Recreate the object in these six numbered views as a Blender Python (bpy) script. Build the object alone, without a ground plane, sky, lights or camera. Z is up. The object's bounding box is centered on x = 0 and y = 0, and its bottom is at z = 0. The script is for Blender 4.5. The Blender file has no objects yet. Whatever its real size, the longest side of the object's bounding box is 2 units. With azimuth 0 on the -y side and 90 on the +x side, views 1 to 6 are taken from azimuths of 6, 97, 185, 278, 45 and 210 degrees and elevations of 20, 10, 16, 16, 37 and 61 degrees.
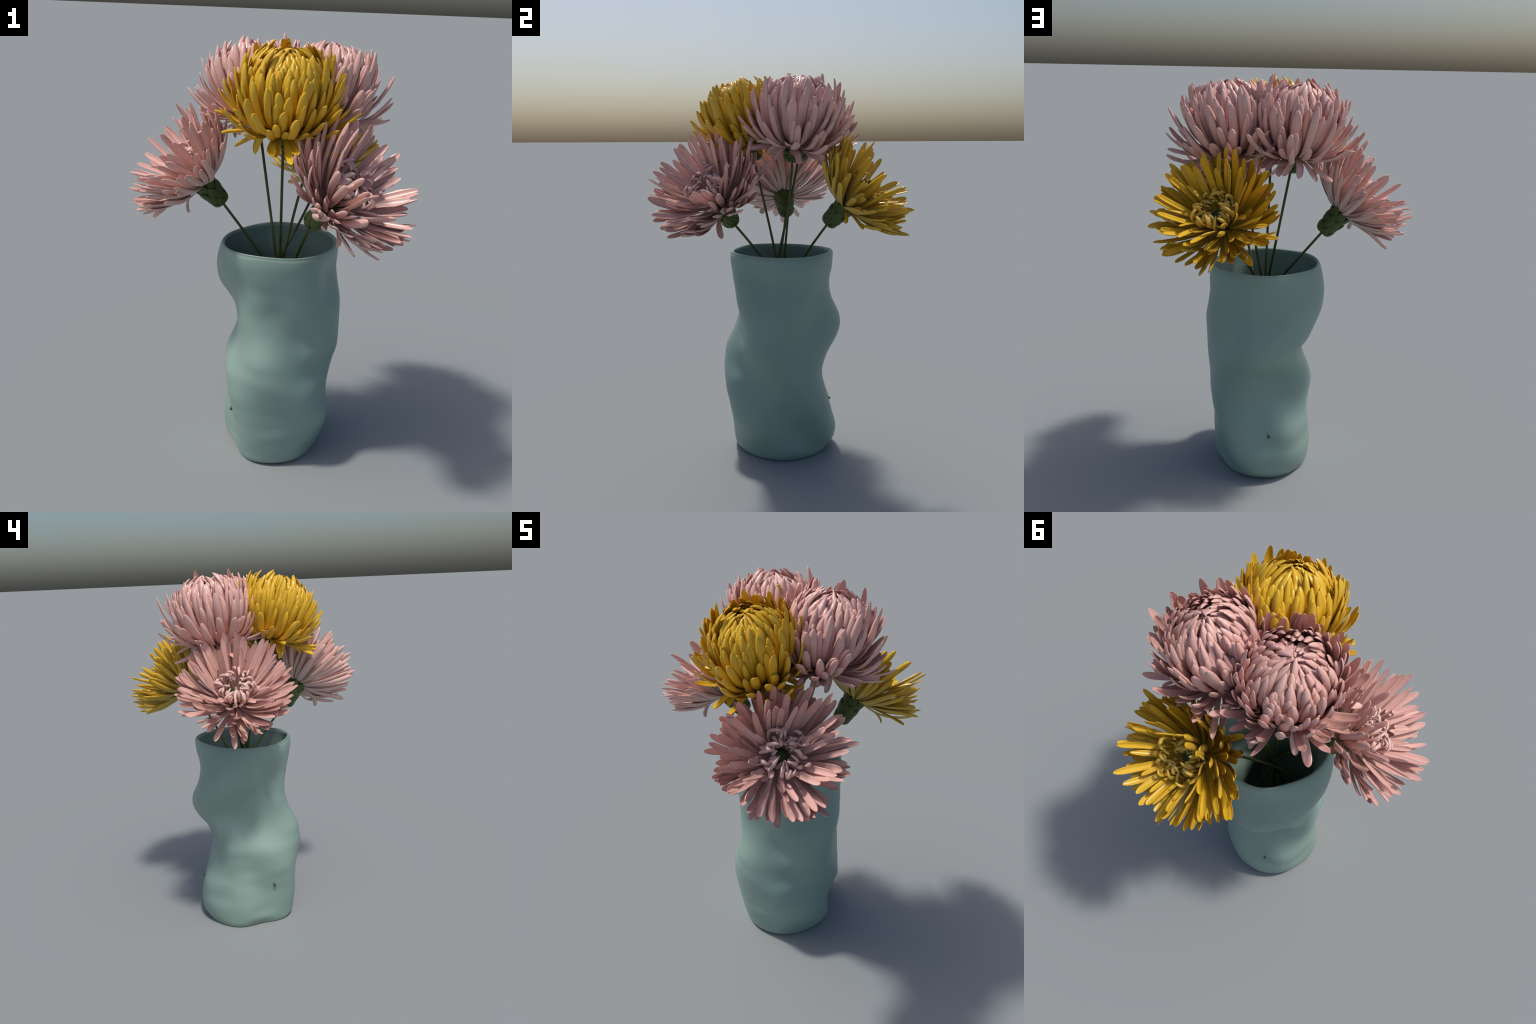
# Six chrysanthemums (three incurved domes, three open blooms) in a softly dented ceramic vase.
import bpy, math, random
import numpy as np
from mathutils import Vector, Matrix

SEED = 11
rng = random.Random(SEED)
scene = bpy.context.scene
TAU = 2 * math.pi


# ------------------------------------------------------------------ materials
def node_material(name):
    m = bpy.data.materials.new(name)
    m.use_nodes = True
    nt = m.node_tree
    b = nt.nodes["Principled BSDF"]
    return m, nt, b


def add(nt, kind, **kw):
    n = nt.nodes.new(kind)
    for k, v in kw.items():
        setattr(n, k, v)
    return n


def ramp(nt, stops):
    r = add(nt, "ShaderNodeValToRGB")
    el = r.color_ramp.elements
    while len(el) < len(stops):
        el.new(0.5)
    for e, (p, c) in zip(el, stops):
        e.position = p
        e.color = (c[0], c[1], c[2], 1)
    return r


def glaze_material():
    m, nt, b = node_material("celadon_glaze")
    tc = add(nt, "ShaderNodeTexCoord")
    n = add(nt, "ShaderNodeTexNoise")
    n.inputs["Scale"].default_value = 5.0
    n.inputs["Detail"].default_value = 3.0
    nt.links.new(tc.outputs["Object"], n.inputs["Vector"])
    r = ramp(nt, [(0.3, (0.238, 0.342, 0.300)), (0.7, (0.252, 0.362, 0.316))])
    nt.links.new(n.outputs["Fac"], r.inputs["Fac"])
    nt.links.new(r.outputs["Color"], b.inputs["Base Color"])
    b.inputs["Roughness"].default_value = 0.42
    b.inputs["Specular IOR Level"].default_value = 0.45
    return m


def petal_material(name, tip, base, pale, gloss, reach=0.20, most=0.35):
    """Petal colour: faint mottling, and a paler claw (on the reverse it reaches further out)."""
    m, nt, b = node_material(name)
    tc = add(nt, "ShaderNodeTexCoord")
    # fine streaks that run outward from the flower axis
    mp = add(nt, "ShaderNodeMapping")
    nt.links.new(tc.outputs["Object"], mp.inputs["Vector"])
    n1 = add(nt, "ShaderNodeTexNoise")
    n1.inputs["Scale"].default_value = 26.0
    n1.inputs["Detail"].default_value = 4.0
    nt.links.new(mp.outputs["Vector"], n1.inputs["Vector"])
    r1 = ramp(nt, [(0.32, base), (0.68, tip)])
    nt.links.new(n1.outputs["Fac"], r1.inputs["Fac"])
    # distance from the receptacle: pale claw
    ln = add(nt, "ShaderNodeVectorMath", operation="DISTANCE")
    ln.inputs[1].default_value = (0, 0, 0.12)
    nt.links.new(tc.outputs["Object"], ln.inputs[0])
    mr = add(nt, "ShaderNodeMapRange")
    mr.inputs["From Min"].default_value = 0.03
    mr.inputs["From Max"].default_value = reach
    mr.inputs["To Min"].default_value = most
    mr.inputs["To Max"].default_value = 0.0
    nt.links.new(ln.outputs["Value"], mr.inputs["Value"])
    mix = add(nt, "ShaderNodeMix", data_type="RGBA")
    nt.links.new(mr.outputs["Result"], mix.inputs["Factor"])
    nt.links.new(r1.outputs["Color"], mix.inputs[6])
    mix.inputs[7].default_value = (*pale, 1)
    nt.links.new(mix.outputs[2], b.inputs["Base Color"])
    b.inputs["Roughness"].default_value = gloss
    b.inputs["Specular IOR Level"].default_value = 0.5
    tr = add(nt, "ShaderNodeBsdfTranslucent")
    nt.links.new(mix.outputs[2], tr.inputs["Color"])
    ms = add(nt, "ShaderNodeMixShader")
    ms.inputs[0].default_value = 0.12
    out = nt.nodes["Material Output"]
    nt.links.new(b.outputs[0], ms.inputs[1])
    nt.links.new(tr.outputs[0], ms.inputs[2])
    nt.links.new(ms.outputs[0], out.inputs["Surface"])
    return m


def green_material(name, a, c, rough):
    m, nt, b = node_material(name)
    tc = add(nt, "ShaderNodeTexCoord")
    n = add(nt, "ShaderNodeTexNoise")
    n.inputs["Scale"].default_value = 30.0
    n.inputs["Detail"].default_value = 3.0
    nt.links.new(tc.outputs["Object"], n.inputs["Vector"])
    r = ramp(nt, [(0.3, a), (0.7, c)])
    nt.links.new(n.outputs["Fac"], r.inputs["Fac"])
    nt.links.new(r.outputs["Color"], b.inputs["Base Color"])
    b.inputs["Roughness"].default_value = rough
    return m


PINK, PINK_B, PINK_PALE = (0.87, 0.540, 0.480), (0.83, 0.495, 0.440), (0.74, 0.58, 0.53)
YEL, YEL_B, YEL_PALE = (0.83, 0.525, 0.042), (0.79, 0.480, 0.032), (0.66, 0.52, 0.16)
MAT = {
    "glaze": glaze_material(),
    "pink": petal_material("pink_petal", PINK, PINK_B, PINK_PALE, 0.27),
    "yellow": petal_material("yellow_petal", YEL, YEL_B, YEL_PALE, 0.27),
    "pink_reverse": petal_material("pink_petal_reverse", PINK, PINK_B, PINK_PALE, 0.34, 0.34, 1.0),
    "yellow_reverse": petal_material("yellow_petal_reverse", YEL, YEL_B, YEL_PALE, 0.34, 0.34, 1.0),
    "bract": green_material("bract_green", (0.052, 0.082, 0.011), (0.064, 0.102, 0.015), 0.55),
    "stem": green_material("stem_green", (0.044, 0.060, 0.007), (0.060, 0.082, 0.010), 0.5),
    "disc": green_material("disc_green", (0.045, 0.095, 0.025), (0.070, 0.130, 0.035), 0.6),
}


# ------------------------------------------------------------------ helpers
def mesh_from(name, verts, faces, smooth=True):
    me = bpy.data.meshes.new(name)
    me.from_pydata([tuple(map(float, v)) for v in verts], [], faces)
    me.update()
    if smooth:
        me.polygons.foreach_set("use_smooth", [True] * len(me.polygons))
    return me


def make_object(name, me, mat, parent=None):
    ob = bpy.data.objects.new(name, me)
    scene.collection.objects.link(ob)
    mats = mat if isinstance(mat, (list, tuple)) else [mat]
    while len(me.materials) < len(mats):
        me.materials.append(None)
    for slot, m in zip(ob.material_slots, mats):
        slot.link = "OBJECT"
        slot.material = m
    if parent is not None:
        ob.parent = parent
    return ob


def join_data(parts):
    vs, fs, o = [], [], 0
    for v, f in parts:
        vs.append(np.asarray(v))
        fs += [tuple(i + o for i in q) for q in f]
        o += len(v)
    return np.concatenate(vs), fs


def natural_spline(xk, yk, x):
    """Natural cubic spline through (xk, yk) rows, evaluated at x."""
    xk, yk = np.asarray(xk, float), np.asarray(yk, float)
    n, h = len(xk), np.diff(xk)
    A = np.zeros((n, n)); R = np.zeros_like(yk)
    A[0, 0] = A[-1, -1] = 1
    for i in range(1, n - 1):
        A[i, i - 1:i + 2] = h[i - 1], 2 * (h[i - 1] + h[i]), h[i]
        R[i] = 6 * ((yk[i + 1] - yk[i]) / h[i] - (yk[i] - yk[i - 1]) / h[i - 1])
    S = np.linalg.solve(A, R)
    i = np.clip(np.searchsorted(xk, x) - 1, 0, n - 2)
    a = ((xk[i + 1] - x) / h[i])[:, None]; b = ((x - xk[i]) / h[i])[:, None]
    return a * yk[i] + b * yk[i + 1] + ((a**3 - a) * S[i] + (b**3 - b) * S[i + 1]) * (h[i]**2)[:, None] / 6


# ------------------------------------------------------------------ vase
# Loft: each section = (height share, mean radius, then push x/y, oval x/y, three-lobe x/y,
# then four-, five- and six-fold flutes x/y), in millimetres; the pushes wander with height and make the dented, leaning wall.
VASE_AXIS = (0.07, 0.0)
VASE_HEIGHT = 1.081
SECTIONS = [
    (0.000, 229, 9, 0, -10, -8, 2, 7, 3, -5, -3, 2, 3, 1),
    (0.012, 238, 9, 0, -12, -8, 2, 7, 5, -4, -2, 2, 3, 1),
    (0.040, 250, 7, 3, -14, -8, 4, 4, 8, -1, 0, 3, 2, 2),
    (0.080, 258, 8, 5, -17, -10, 3, 1, 8, -5, 1, 1, 4, 3),
    (0.120, 264, 12, 3, -18, -11, 1, -2, 5, -10, 0, -2, 5, 3),
    (0.160, 267, 18, -3, -18, -11, -1, -3, 0, -12, -2, -4, 6, 2),
    (0.200, 269, 23, -8, -16, -11, -2, -1, -7, -12, -5, -4, 6, 2),
    (0.240, 270, 26, -14, -15, -8, -2, 2, -12, -10, -6, -2, 5, 1),
    (0.280, 268, 28, -24, -12, -3, -3, 4, -13, -7, -5, 1, 4, 1),
    (0.320, 266, 29, -35, -9, 3, -5, 8, -12, -5, -2, 5, 3, 0),
    (0.360, 263, 27, -44, -4, 8, -6, 12, -8, -3, 0, 6, 2, -1),
    (0.400, 261, 25, -49, 1, 12, -6, 15, -3, -3, 2, 5, 0, -2),
    (0.440, 259, 23, -47, 4, 15, -5, 17, 3, -6, 3, 2, -1, -3),
    (0.480, 257, 28, -37, 2, 12, -3, 16, 7, -10, 3, -1, -2, -2),
    (0.520, 257, 36, -24, -4, 6, 3, 12, 8, -13, 2, -4, -3, 0),
    (0.560, 257, 41, -6, -12, 1, 11, 4, 8, -13, 2, -4, -4, 1),
    (0.600, 255, 41, 8, -17, -1, 18, -4, 8, -11, 2, -2, -3, 1),
    (0.640, 256, 37, 16, -16, -5, 22, -8, 6, -9, 2, 1, -2, 2),
    (0.680, 260, 27, 20, -10, -13, 23, -5, 2, -8, 3, 4, 0, 3),
    (0.720, 263, 19, 18, 0, -16, 18, 1, -1, -6, 3, 6, 2, 4),
    (0.760, 264, 10, 11, 9, -14, 9, 7, -1, -4, 2, 8, 3, 5),
    (0.800, 264, 0, 4, 14, -9, 0, 10, 1, 0, 0, 8, 3, 5),
    (0.840, 264, -5, -2, 14, -3, -6, 10, 1, 3, -1, 8, 2, 5),
    (0.880, 266, -8, -7, 10, 3, -8, 8, 1, 5, -1, 7, 2, 4),
    (0.920, 270, -7, -9, 6, 9, -6, 4, 1, 6, 0, 6, 1, 2),
    (0.960, 273, -2, -11, 3, 10, -3, 1, 0, 5, 0, 4, 1, -1),
    (1.000, 270, 3, -12, 0, 9, -1, -3, 0, 4, 0, 2, 0, -2),
]
WALL = 0.018


def vase_radius(share, th):
    sec = np.array(SECTIONS)
    co = natural_spline(sec[:, 0], sec[:, 1:] / 1000, share)
    basis = np.stack([np.ones_like(th)] + [f(k * th) for k in range(1, 7) for f in (np.cos, np.sin)])
    return co @ basis


def build_vase():
    nt = 192
    th = np.linspace(0, TAU, nt, endpoint=False)
    zo = np.unique(np.concatenate([np.linspace(0, 0.05, 9), np.linspace(0.05, 1, 130)]))
    ro = vase_radius(zo, th)
    rim = 0.0035 * np.cos(th) + 0.0015 * np.sin(th) - 0.0025 * np.cos(2 * th)
    zz = zo[:, None] * VASE_HEIGHT + zo[:, None] ** 2 * rim[None, :]
    rings = []
    rings.append((ro[0] * 0.02, zz[0] * 0 + 0.006))
    rings.append((ro[0] * 0.90, zz[0] * 0 + 0.006))
    rings.append((ro[0] * 0.955, zz[0] * 0))
    for i in range(len(zo)):
        edge = min(1.0, (1 - zo[i]) * VASE_HEIGHT / 0.010)     # round the lip
        rings.append((ro[i] - 0.006 * (1 - math.sqrt(max(0, 1 - (1 - edge) ** 2))), zz[i]))
    # rounded lip, then the inner wall down to the floor
    for a in (30, 70, 110, 150):
        a = math.radians(a)
        rings.append((ro[-1] - 0.009 + 0.0055 * math.cos(a), zz[-1] + 0.005 * math.sin(a)))
    for i in range(len(zo) - 1, -1, -2):
        if zz[i].mean() < 0.05:
            break
        rings.append((ro[i] - WALL, zz[i]))
    low = ro[np.searchsorted(zo, 0.05)] - WALL
    rings.append((low * 0.96, zz[0] * 0 + 0.036))
    rings.append((low * 0.85, zz[0] * 0 + 0.030))
    rings.append((low * 0.02, zz[0] * 0 + 0.030))
    v = []
    for r, z in rings:
        v.append(np.stack([VASE_AXIS[0] + r * np.cos(th), VASE_AXIS[1] + r * np.sin(th), z], -1))
    v = np.concatenate(v)
    f = []
    for i in range(len(rings) - 1):
        for j in range(nt):
            k = (j + 1) % nt
            f.append((i * nt + j, i * nt + k, (i + 1) * nt + k, (i + 1) * nt + j))
    f.append(tuple(range(nt))[::-1])
    m = (len(rings) - 1) * nt
    f.append(tuple(m + j for j in range(nt)))
    ob = make_object("vase", mesh_from("vase", v, f), MAT["glaze"])
    ob["label"] = "tall dented matte celadon green ceramic vase with wavy wall"
    ob["category"] = "vase"
    return ob


# ------------------------------------------------------------------ petals
def bezier(ctrl, s):
    P = np.asarray(ctrl, float)
    s = s[:, None]
    n = len(P) - 1
    return sum(math.comb(n, i) * (1 - s) ** (n - i) * s ** i * P[i] for i in range(n + 1))


def petal(ctrl, width, azimuth, cup=0.45, claw=0.3, thick=0.0032, roll=0.0, sway=0.0, twist=0.0,
          tip=0.30, crimp=0.0, belly=0.6, rings=17, blunt=0.55):
    """One strap petal. ctrl: centreline control points as (distance from axis, height);
    it is a closed, thin, cupped blade, widest at `belly`, with a rounded tip."""
    s = np.linspace(0, 1, rings) ** 0.92
    s[-5:] = (0.86, 0.92, 0.965, 0.99, 1.0)
    c = bezier(ctrl, s)
    c3 = np.stack([c[:, 0], sway * s ** 2 * 1.0, c[:, 1]], -1)
    T = np.gradient(c3, axis=0)
    T /= np.linalg.norm(T, axis=1)[:, None] + 1e-9
    S0 = np.array([0.0, 1.0, 0.0])
    S = S0 - T * (T @ S0)[:, None]
    S /= np.linalg.norm(S, axis=1)[:, None]
    N = np.cross(T, S)                      # towards the flower axis / up (inner face)
    ang = roll * s + twist * s
    ca, sa = np.cos(ang)[:, None], np.sin(ang)[:, None]
    S, N = S * ca + N * sa, N * ca - S * sa
    grow = claw + (1 - claw) * np.clip(s / belly, 0, 1) ** 1.1 * (1.0)
    e = np.clip((s - (1 - tip)) / tip, 0, 1)
    w = width * 0.5 * grow * np.maximum(1 - e ** 2.6, 0.0) ** blunt + 0.0004
    xs = np.array([-1, -0.72, -0.38, 0, 0.38, 0.72, 1.0])
    xi = np.array([0.66, 0.34, 0, -0.34, -0.66])
    cupw = cup * np.clip(0.35 + s, 0, 1)
    th = thick * (0.45 + 0.55 * np.sqrt(np.clip(1 - e ** 2, 0.02, 1)))
    wav = crimp * np.sin(s * 9.0 + azimuth * 5)
    V = []
    for k in range(len(s)):
        ring = []
        for x in xs:
            z = cupw[k] * w[k] * (x * x - 0.35) - th[k] * 0.5 * (1 - x * x) + wav[k] * w[k] * x
            ring.append(c3[k] + S[k] * w[k] * x * (1 - 0.18 * cup * x * x) + N[k] * z)
        for x in xi:
            z = cupw[k] * w[k] * (x * x - 0.35) + th[k] * 0.5 * (1 - x * x) + wav[k] * w[k] * x
            ring.append(c3[k] + S[k] * w[k] * x * (1 - 0.18 * cup * x * x) + N[k] * z)
        V += ring
    V = np.array(V)
    n = len(xs) + len(xi)
    F = []
    for k in range(len(s) - 1):
        for j in range(n):
            q = (j + 1) % n
            F.append((k * n + j, k * n + q, (k + 1) * n + q, (k + 1) * n + j))
    F.append(tuple(range(n))[::-1])
    m = (len(s) - 1) * n
    F.append(tuple(m + j for j in range(n)))
    F = [f[::-1] for f in F]
    ca, sa = math.cos(azimuth), math.sin(azimuth)
    R = np.array([[ca, -sa, 0], [sa, ca, 0], [0, 0, 1]])
    size = width * np.linalg.norm(np.diff(c3, axis=0), axis=1).sum()
    return V @ R.T, F, size


def key(table, t):
    ks = [k for k, _ in table]
    vals = np.array([np.ravel(v) for _, v in table], float)
    out = np.array([np.interp(t, ks, vals[:, i]) for i in range(vals.shape[1])])
    return out


# Incurved bloom: centreline (distance, height) x4 from outermost (0) to innermost (1), then width.
DOME = [
    (0.00, [0.045, 0.090, 0.110, 0.078, 0.190, 0.050, 0.260, 0.050, 0.038]),
    (0.06, [0.045, 0.092, 0.130, 0.070, 0.205, 0.078, 0.275, 0.115, 0.040]),
    (0.13, [0.045, 0.095, 0.140, 0.073, 0.230, 0.108, 0.282, 0.190, 0.042]),
    (0.20, [0.045, 0.095, 0.128, 0.082, 0.225, 0.135, 0.260, 0.262, 0.044]),
    (0.27, [0.045, 0.098, 0.116, 0.096, 0.207, 0.175, 0.210, 0.316, 0.046]),
    (0.42, [0.042, 0.100, 0.110, 0.103, 0.202, 0.217, 0.172, 0.346, 0.047]),
    (0.58, [0.040, 0.105, 0.106, 0.110, 0.204, 0.255, 0.130, 0.371, 0.046]),
    (0.76, [0.035, 0.115, 0.100, 0.125, 0.202, 0.300, 0.080, 0.387, 0.043]),
    (0.90, [0.025, 0.130, 0.088, 0.152, 0.175, 0.338, 0.030, 0.393, 0.038]),
    (1.00, [0.015, 0.150, 0.070, 0.180, 0.130, 0.352, -0.015, 0.389, 0.032]),
]
# Open bloom: long straps of the cup
CUP = [
    (0.00, [0.040, 0.138, 0.105, 0.140, 0.220, 0.155, 0.315, 0.245, 0.036]),
    (0.42, [0.040, 0.142, 0.104, 0.148, 0.217, 0.192, 0.305, 0.296, 0.038]),
    (0.74, [0.038, 0.150, 0.092, 0.166, 0.195, 0.243, 0.276, 0.362, 0.038]),
    (0.88, [0.036, 0.170, 0.072, 0.195, 0.150, 0.305, 0.218, 0.430, 0.036]),
    (1.00, [0.036, 0.190, 0.065, 0.220, 0.115, 0.280, 0.160, 0.345, 0.032]),
]
GOLDEN = math.pi * (3 - math.sqrt(5))


def dome_petals(r):
    out = []
    n = 370
    for i in range(n):
        t = (i + 0.5) / n
        q = key(DOME, t)
        w, c = q[-1], q[:-1].reshape(4, 2).copy()
        loose = max(0.0, 1 - t / 0.27)
        L = 1 + r.gauss(0, 0.045 + 0.05 * loose)
        if t < 0.5:
            L *= r.choice((1.0, 1.0, 1.0, 0.85, 1.05))
        if t < 0.15:
            L *= r.choice((1.0, 1.04, 1.0, 0.86, 0.7))
        c[1:] = c[0] + (c[1:] - c[0]) * L
        d = r.gauss(0, 0.006 + 0.022 * loose)
        c[3] += (d * 0.6, -d + r.gauss(0, 0.008))
        c[2] += (r.gauss(0, 0.004), r.gauss(0, 0.004 + 0.008 * loose))
        if 0.20 < t < 0.55 and r.random() < 0.13:            # petals that stand up clear of the dome
            c[3] += (0.010, r.uniform(0.03, 0.065))
            c[2] += (0.006, 0.010)
        elif t > 0.2 and r.random() < 0.14:                   # lifted tips
            c[3] += (0.014, 0.012)
        if t < 0.06:                                          # lowest ring sags and hangs, long and short
            k = r.random()
            c[3] = (0.10 + 0.20 * k, 0.005 + 0.055 * k + r.gauss(0, 0.018))
            c[2] = (0.09 + 0.12 * k, 0.072 - 0.02 * k + r.gauss(0, 0.012))
        out.append(petal(c, w * r.uniform(0.76, 1.12), i * GOLDEN + r.gauss(0, 0.08),
                         cup=r.uniform(0.5, 0.75) if t > 0.3 else r.uniform(0.35, 0.6), claw=0.32, thick=0.0045,
                         roll=r.gauss(0, 0.18 + 0.35 * loose), sway=r.gauss(0, 0.008 + 0.022 * loose),
                         tip=0.24 if t > 0.3 else 0.18, belly=0.62))
    return out


def open_petals(r):
    out = []
    n = 146
    down = -math.pi / 2                                       # local -y is the hanging side
    for i in range(n):
        t = (i + 0.5) / n
        q = key(CUP, t)
        w, c = q[-1], q[:-1].reshape(4, 2).copy()
        az = i * GOLDEN + r.gauss(0, 0.09)
        side = math.cos(az - down)
        low = max(0.0, side) ** 1.5
        L = 0.96 + r.gauss(0, 0.055) - 0.06 * low
        c[1:] = c[0] + (c[1:] - c[0]) * L
        bend = r.gauss(0, 0.020)
        up = max(0.0, -side)
        c[3] += (bend * 0.5 + 0.004 * max(0, side) - 0.030 * up, -bend + 0.042 * up)   # upper petals fold forward
        c[2] += (r.gauss(0, 0.010) - 0.012 * up, r.gauss(0, 0.014) + 0.014 * up)
        c[1] += (0.0, r.gauss(0, 0.008))
        if t < 0.14 and r.random() < 0.04 + 0.4 * low:        # stray drooping petals
            k = r.random()
            c[3] = (0.17 + 0.12 * k, 0.10 + 0.08 * k)
            c[2] = (0.15 + 0.05 * k, 0.15 + 0.02 * k)
        if t > 0.3 and r.random() < 0.15:                     # a few short ones inside the cup
            c[1:] = c[0] + (c[1:] - c[0]) * r.uniform(0.5, 0.75)
        out.append(petal(c, w * r.uniform(0.76, 1.08), az, cup=r.uniform(0.35, 0.65), claw=0.26, thick=0.0030,
                         roll=r.gauss(0, 0.4), sway=r.gauss(0, 0.032), tip=0.14, belly=0.62,
                         crimp=r.uniform(0, 0.10)))
    m = 64
    for i in range(m):                                        # short hooked petals round the eye
        t = (i + 0.5) / m
        az = i * GOLDEN + r.gauss(0, 0.2)
        R = max(0.045, 0.112 - 0.055 * t + r.gauss(0, 0.012))
        H = 0.318 - 0.05 * t + r.gauss(0, 0.018)
        hook = min(r.uniform(0.015, 0.07), R - 0.026)
        c = [(0.030, 0.200), (R * 0.75, 0.215), (R * 1.15, H - 0.03), (R * 1.05, H + 0.014),
             (R - hook, H + r.uniform(-0.025, 0.012))]
        out.append(petal(c, r.uniform(0.015, 0.027), az, cup=0.7, claw=0.35, thick=0.005,
                         roll=r.gauss(0, 0.45), sway=r.gauss(0, 0.018), tip=0.28, belly=0.7))
    return out


# ------------------------------------------------------------------ calyx
def lathe(profile, n=40):
    v, f = [], []
    for r, z in profile:
        for j in range(n):
            a = TAU * j / n
            v.append((r * math.cos(a), r * math.sin(a), z))
    for i in range(len(profile) - 1):
        for j in range(n):
            k = (j + 1) % n
            f.append((i * n + j, i * n + k, (i + 1) * n + k, (i + 1) * n + j))
    f.append(tuple(range(n))[::-1])
    m = (len(profile) - 1) * n
    f.append(tuple(m + j for j in range(n)))
    return np.array(v), f


CALYX_WALL = [(0.004, 0.0), (0.022, 0.001), (0.034, 0.010), (0.042, 0.026), (0.046, 0.050),
              (0.046, 0.080), (0.045, 0.110), (0.042, 0.135), (0.030, 0.141), (0.004, 0.143)]


def bracts(r):
    """Overlapping pointed scales in five rows round the cup."""
    rows = [(0.004, 0.030, 6, 0.032, 0.0), (0.018, 0.042, 6, 0.052, 0.0), (0.047, 0.0475, 7, 0.058, 0.002),
            (0.078, 0.048, 7, 0.078, 0.018)]
    out = []
    for k, (h, rad, n, L, flare) in enumerate(rows):
        for i in range(n):
            az = TAU * (i + 0.5 * (k % 2)) / n + r.gauss(0, 0.07)
            if k == 0:
                c = [(0.010, -0.002), (0.032, -0.005), (0.043, 0.010), (0.0480, 0.040)]
            else:
                c = [(rad - 0.006, h), (rad + 0.003, h + L * 0.3), (rad + 0.004, h + L * 0.65),
                     (rad + 0.004 + flare + r.gauss(0, 0.003), h + L + r.gauss(0, 0.005))]
            v, f, s = petal(c, 0.052, az, cup=0.30, claw=0.85, thick=0.0036, tip=0.70, belly=0.28, rings=14, blunt=0.80)
            out.append((v, f))
    return out


# ------------------------------------------------------------------ stems
def tube(points, radius, stub, n=10, steps=140):
    P = np.array(points, float)
    d = np.concatenate([[0], np.cumsum(np.linalg.norm(np.diff(P, axis=0), axis=1))])
    t = np.linspace(0, d[-1], steps)
    C = natural_spline(d, P, t)
    # a stem that meets the vase wall comes through it as a short stub, then ends
    q = C[:, :2] - np.array(VASE_AXIS)
    wall = np.array([vase_radius(np.array([min(max(z / VASE_HEIGHT, 0), 1)]), np.array([math.atan2(b, a)]))[0, 0]
                     for (a, b), z in zip(q, C[:, 2])])
    out = np.where((np.hypot(q[:, 0], q[:, 1]) > wall + stub) & (C[:, 2] < 0.6))[0]
    if len(out):
        C = C[:out[0] + 1]
    steps = len(C)
    T = np.gradient(C, axis=0)
    T /= np.linalg.norm(T, axis=1)[:, None]
    v, f = [], []
    for c, tt in zip(C, T):
        a = np.cross(tt, (0.0, 1.0, 0.1)); a /= np.linalg.norm(a)
        b = np.cross(tt, a)
        for j in range(n):
            q = TAU * j / n
            v.append(c + radius * (math.cos(q) * a + math.sin(q) * b))
    for i in range(steps - 1):
        for j in range(n):
            k = (j + 1) % n
            f.append((i * n + j, i * n + k, (i + 1) * n + k, (i + 1) * n + j))
    f.append(tuple(range(n))[::-1])
    f.append(tuple((steps - 1) * n + j for j in range(n)))
    return np.array(v), [q[::-1] for q in f]


# ------------------------------------------------------------------ assemble flowers
SHOWN_SINGLY = 50


def outer_faces(me, n_ring=12, n_rings=17, outer=6):
    """Slot 1 (the petal's reverse) goes to the outward faces of each blade."""
    per = (n_rings - 1) * n_ring + 2
    idx = [1 if (i % per) < per - 2 and (i % per) % n_ring < outer else 0 for i in range(len(me.polygons))]
    me.materials.append(None)
    me.materials.append(None)
    me.polygons.foreach_set("material_index", idx)
    return me


def bloom_meshes(kind, parts):
    order = sorted(range(len(parts)), key=lambda i: -parts[i][2])
    single = sorted(order[:SHOWN_SINGLY])
    rest = sorted(order[SHOWN_SINGLY:])
    singles = [outer_faces(mesh_from("petal", parts[i][0], parts[i][1])) for i in single]
    v, f = join_data([(parts[i][0], parts[i][1]) for i in rest])
    return singles, outer_faces(mesh_from("petal_cluster", v, f))


MAKE = {"dome": dome_petals, "open": open_petals}
CALYX_MESH = mesh_from("calyx", *lathe(CALYX_WALL))
BRACT_MESHES = [mesh_from("bract", v, f) for v, f in bracts(random.Random(SEED + 3))]
DISC_OPEN = mesh_from("receptacle", *lathe([(0.036, 0.118), (0.040, 0.150), (0.036, 0.205), (0.030, 0.222),
                                            (0.020, 0.234), (0.003, 0.237)]))
DISC_DOME = mesh_from("receptacle", *lathe([(0.036, 0.085), (0.040, 0.115), (0.034, 0.150), (0.020, 0.165), (0.003, 0.170)]))


def head_matrix(base, axis, spin):
    z = Vector(axis).normalized()
    up = Vector((0, 0, 1))
    y = up - z * up.dot(z)                # local +y looks up, so local -y is the hanging side
    y = y.normalized() if y.length > 1e-4 else Vector((0, 1, 0))
    x = y.cross(z)
    M = Matrix((x, y, z)).transposed().to_4x4()
    M = Matrix.Translation(Vector(base)) @ M @ Matrix.Rotation(spin, 4, "Z")
    return M


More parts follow.
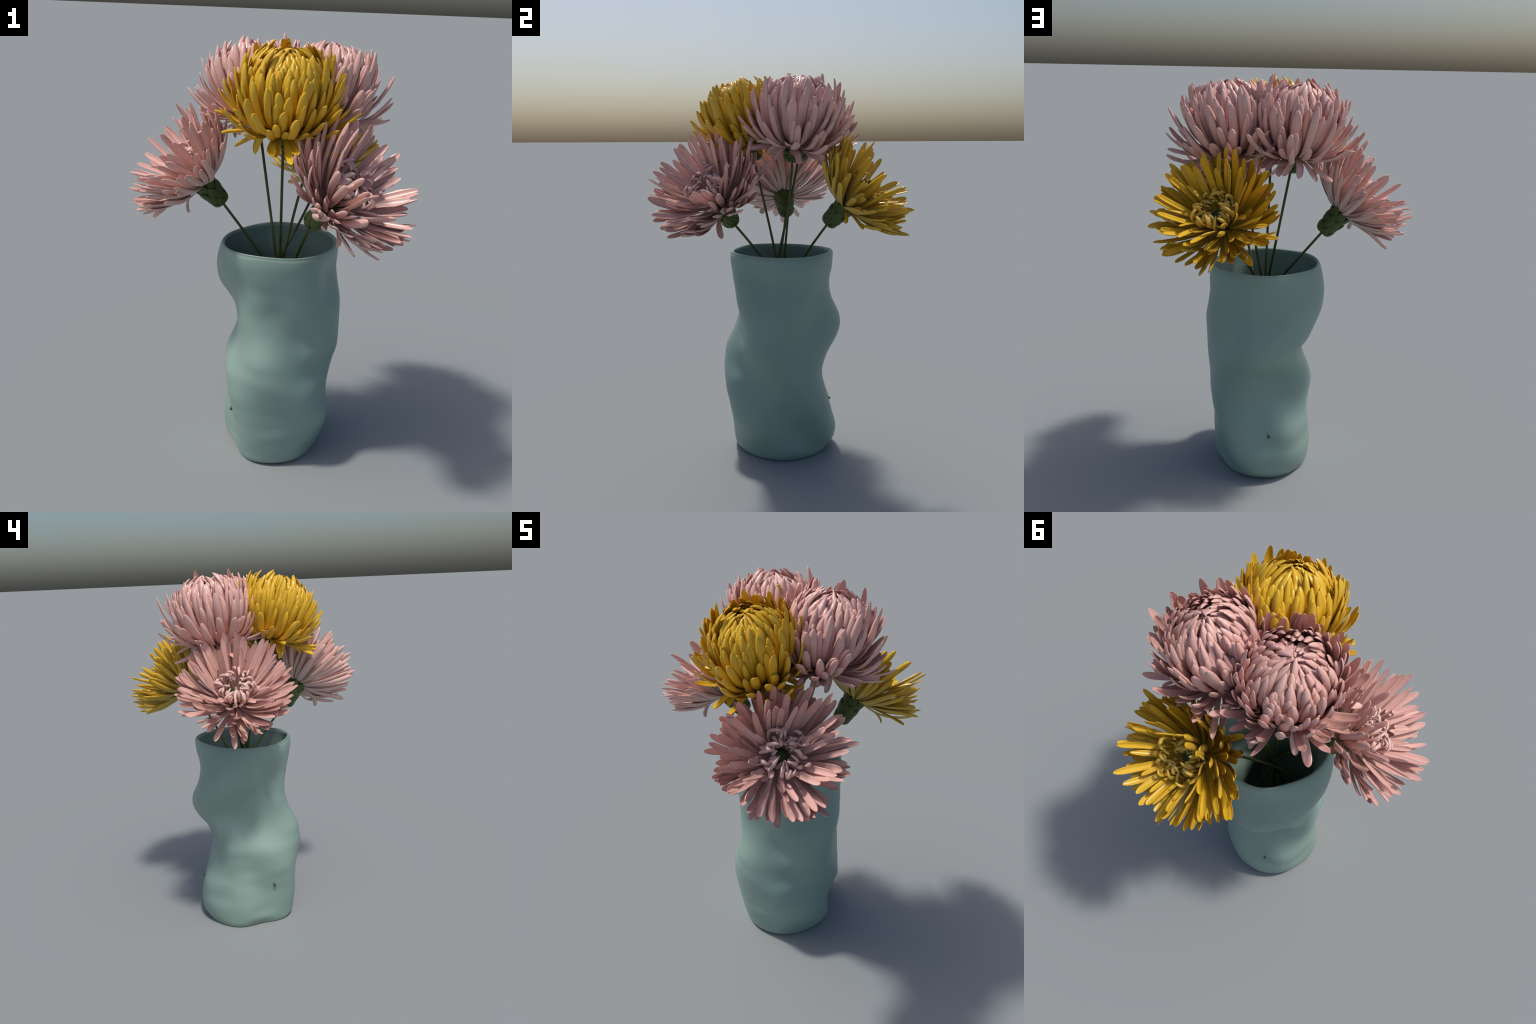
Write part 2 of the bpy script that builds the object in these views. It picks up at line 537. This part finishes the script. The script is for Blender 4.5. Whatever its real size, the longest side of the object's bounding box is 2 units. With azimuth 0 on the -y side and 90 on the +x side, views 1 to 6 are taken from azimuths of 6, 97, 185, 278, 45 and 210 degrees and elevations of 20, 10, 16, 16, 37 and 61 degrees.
FLOWERS = [
    # kind, colour, calyx base, axis, spin, size, stem points from calyx down
    ("dome", "yellow", (0.071, -0.152, 1.556), (0.03, -0.26, 0.965), 0.0, 1.0,
     [(0.074, -0.082, 1.25), (0.076, -0.030, 1.0), (0.077, 0.010, 0.75), (0.078, 0.06, 0.45), (0.079, 0.10, 0.12)]),
    ("dome", "pink", (0.210, 0.058, 1.556), (0.12, 0.12, 0.985), 2.0, 1.0,
     [(0.136, 0.028, 1.25), (0.091, 0.003, 1.0), (0.05, -0.02, 0.75), (0.01, -0.045, 0.45), (-0.03, -0.07, 0.12)]),
    ("dome", "pink", (-0.049, 0.070, 1.556), (-0.15, 0.14, 0.98), 4.1, 1.0,
     [(0.011, 0.012, 1.25), (0.059, -0.037, 1.0), (0.10, -0.075, 0.75), (0.145, -0.115, 0.45), (0.18, -0.15, 0.12)]),
    ("open", "pink", (-0.203, -0.010, 1.248), (-0.68, -0.18, 0.71), 0.0, 0.97,
     [(-0.085, -0.021, 1.10), (-0.008, -0.032, 1.0), (0.07, -0.04, 0.85), (0.16, -0.05, 0.6), (0.25, -0.06, 0.35)]),
    ("open", "pink", (0.209, -0.245, 1.242), (0.60, -0.37, 0.71), 0.0, 1.02,
     [(0.182, -0.155, 1.13), (0.145, -0.063, 1.0), (0.118, 0.010, 0.88), (0.085, 0.085, 0.60), (0.052, 0.160, 0.35), (0.0175, 0.247, 0.250), (0.004, 0.282, 0.212)]),
    ("open", "yellow", (0.210, 0.235, 1.246), (0.15, 0.69, 0.71), 0.0, 0.955,
     [(0.139, 0.139, 1.10), (0.088, 0.078, 1.0), (0.036, 0.016, 0.88), (-0.020, -0.058, 0.60), (-0.065, -0.118, 0.35), (-0.115, -0.184, 0.252), (-0.135, -0.210, 0.215)]),
]
LABEL = {
    ("dome", "yellow"): "golden yellow chrysanthemum with incurved dome of petals",
    ("dome", "pink"): "dusty pink chrysanthemum with incurved dome of petals",
    ("open", "pink"): "dusty pink open chrysanthemum with long strap petals",
    ("open", "yellow"): "golden yellow open chrysanthemum with long strap petals",
}


def build_flower(seed, kind, colour, base, axis, spin, size, stem):
    root = bpy.data.objects.new("chrysanthemum", None)
    scene.collection.objects.link(root)
    root.empty_display_size = 0.05
    root.location = stem[-1]
    root["label"] = LABEL[(kind, colour)]
    root["category"] = "flower"
    to_root = Matrix.Translation(-Vector(stem[-1]))
    M = head_matrix(base, axis, spin)
    calyx = make_object("calyx", CALYX_MESH, MAT["bract"], root)
    squat = Matrix.Diagonal((1, 1, 0.70 if kind == "dome" else 1, 1))     # shorter cup under the domes
    calyx.matrix_local = to_root @ M @ squat
    for me in BRACT_MESHES:
        make_object("bract", me, MAT["bract"], calyx)
    head = make_object("flower_head", DISC_OPEN if kind == "open" else DISC_DOME, MAT["disc"], root)
    head.matrix_local = to_root @ M @ Matrix.Scale(size, 4)
    singles, cluster = bloom_meshes(kind, MAKE[kind](random.Random(SEED + seed)))
    faces = [MAT[colour], MAT[colour + "_reverse"] if kind == "open" else MAT[colour]]
    for me in singles:
        make_object("petal", me, faces, head)
    c = make_object("petal_cluster", cluster, faces, head)
    c["kind"] = "stuff"
    top = M @ Vector((0, 0, 0.02))
    o = np.array(stem[-1])
    v, f = tube([tuple(top)] + list(stem), 0.0063, 0.010 if base[1] > 0.2 else 0.001)
    make_object("stem", mesh_from("stem", v - o, f), MAT["stem"], root)


build_vase()
for seed, spec in enumerate(FLOWERS):
    build_flower(seed, *spec)
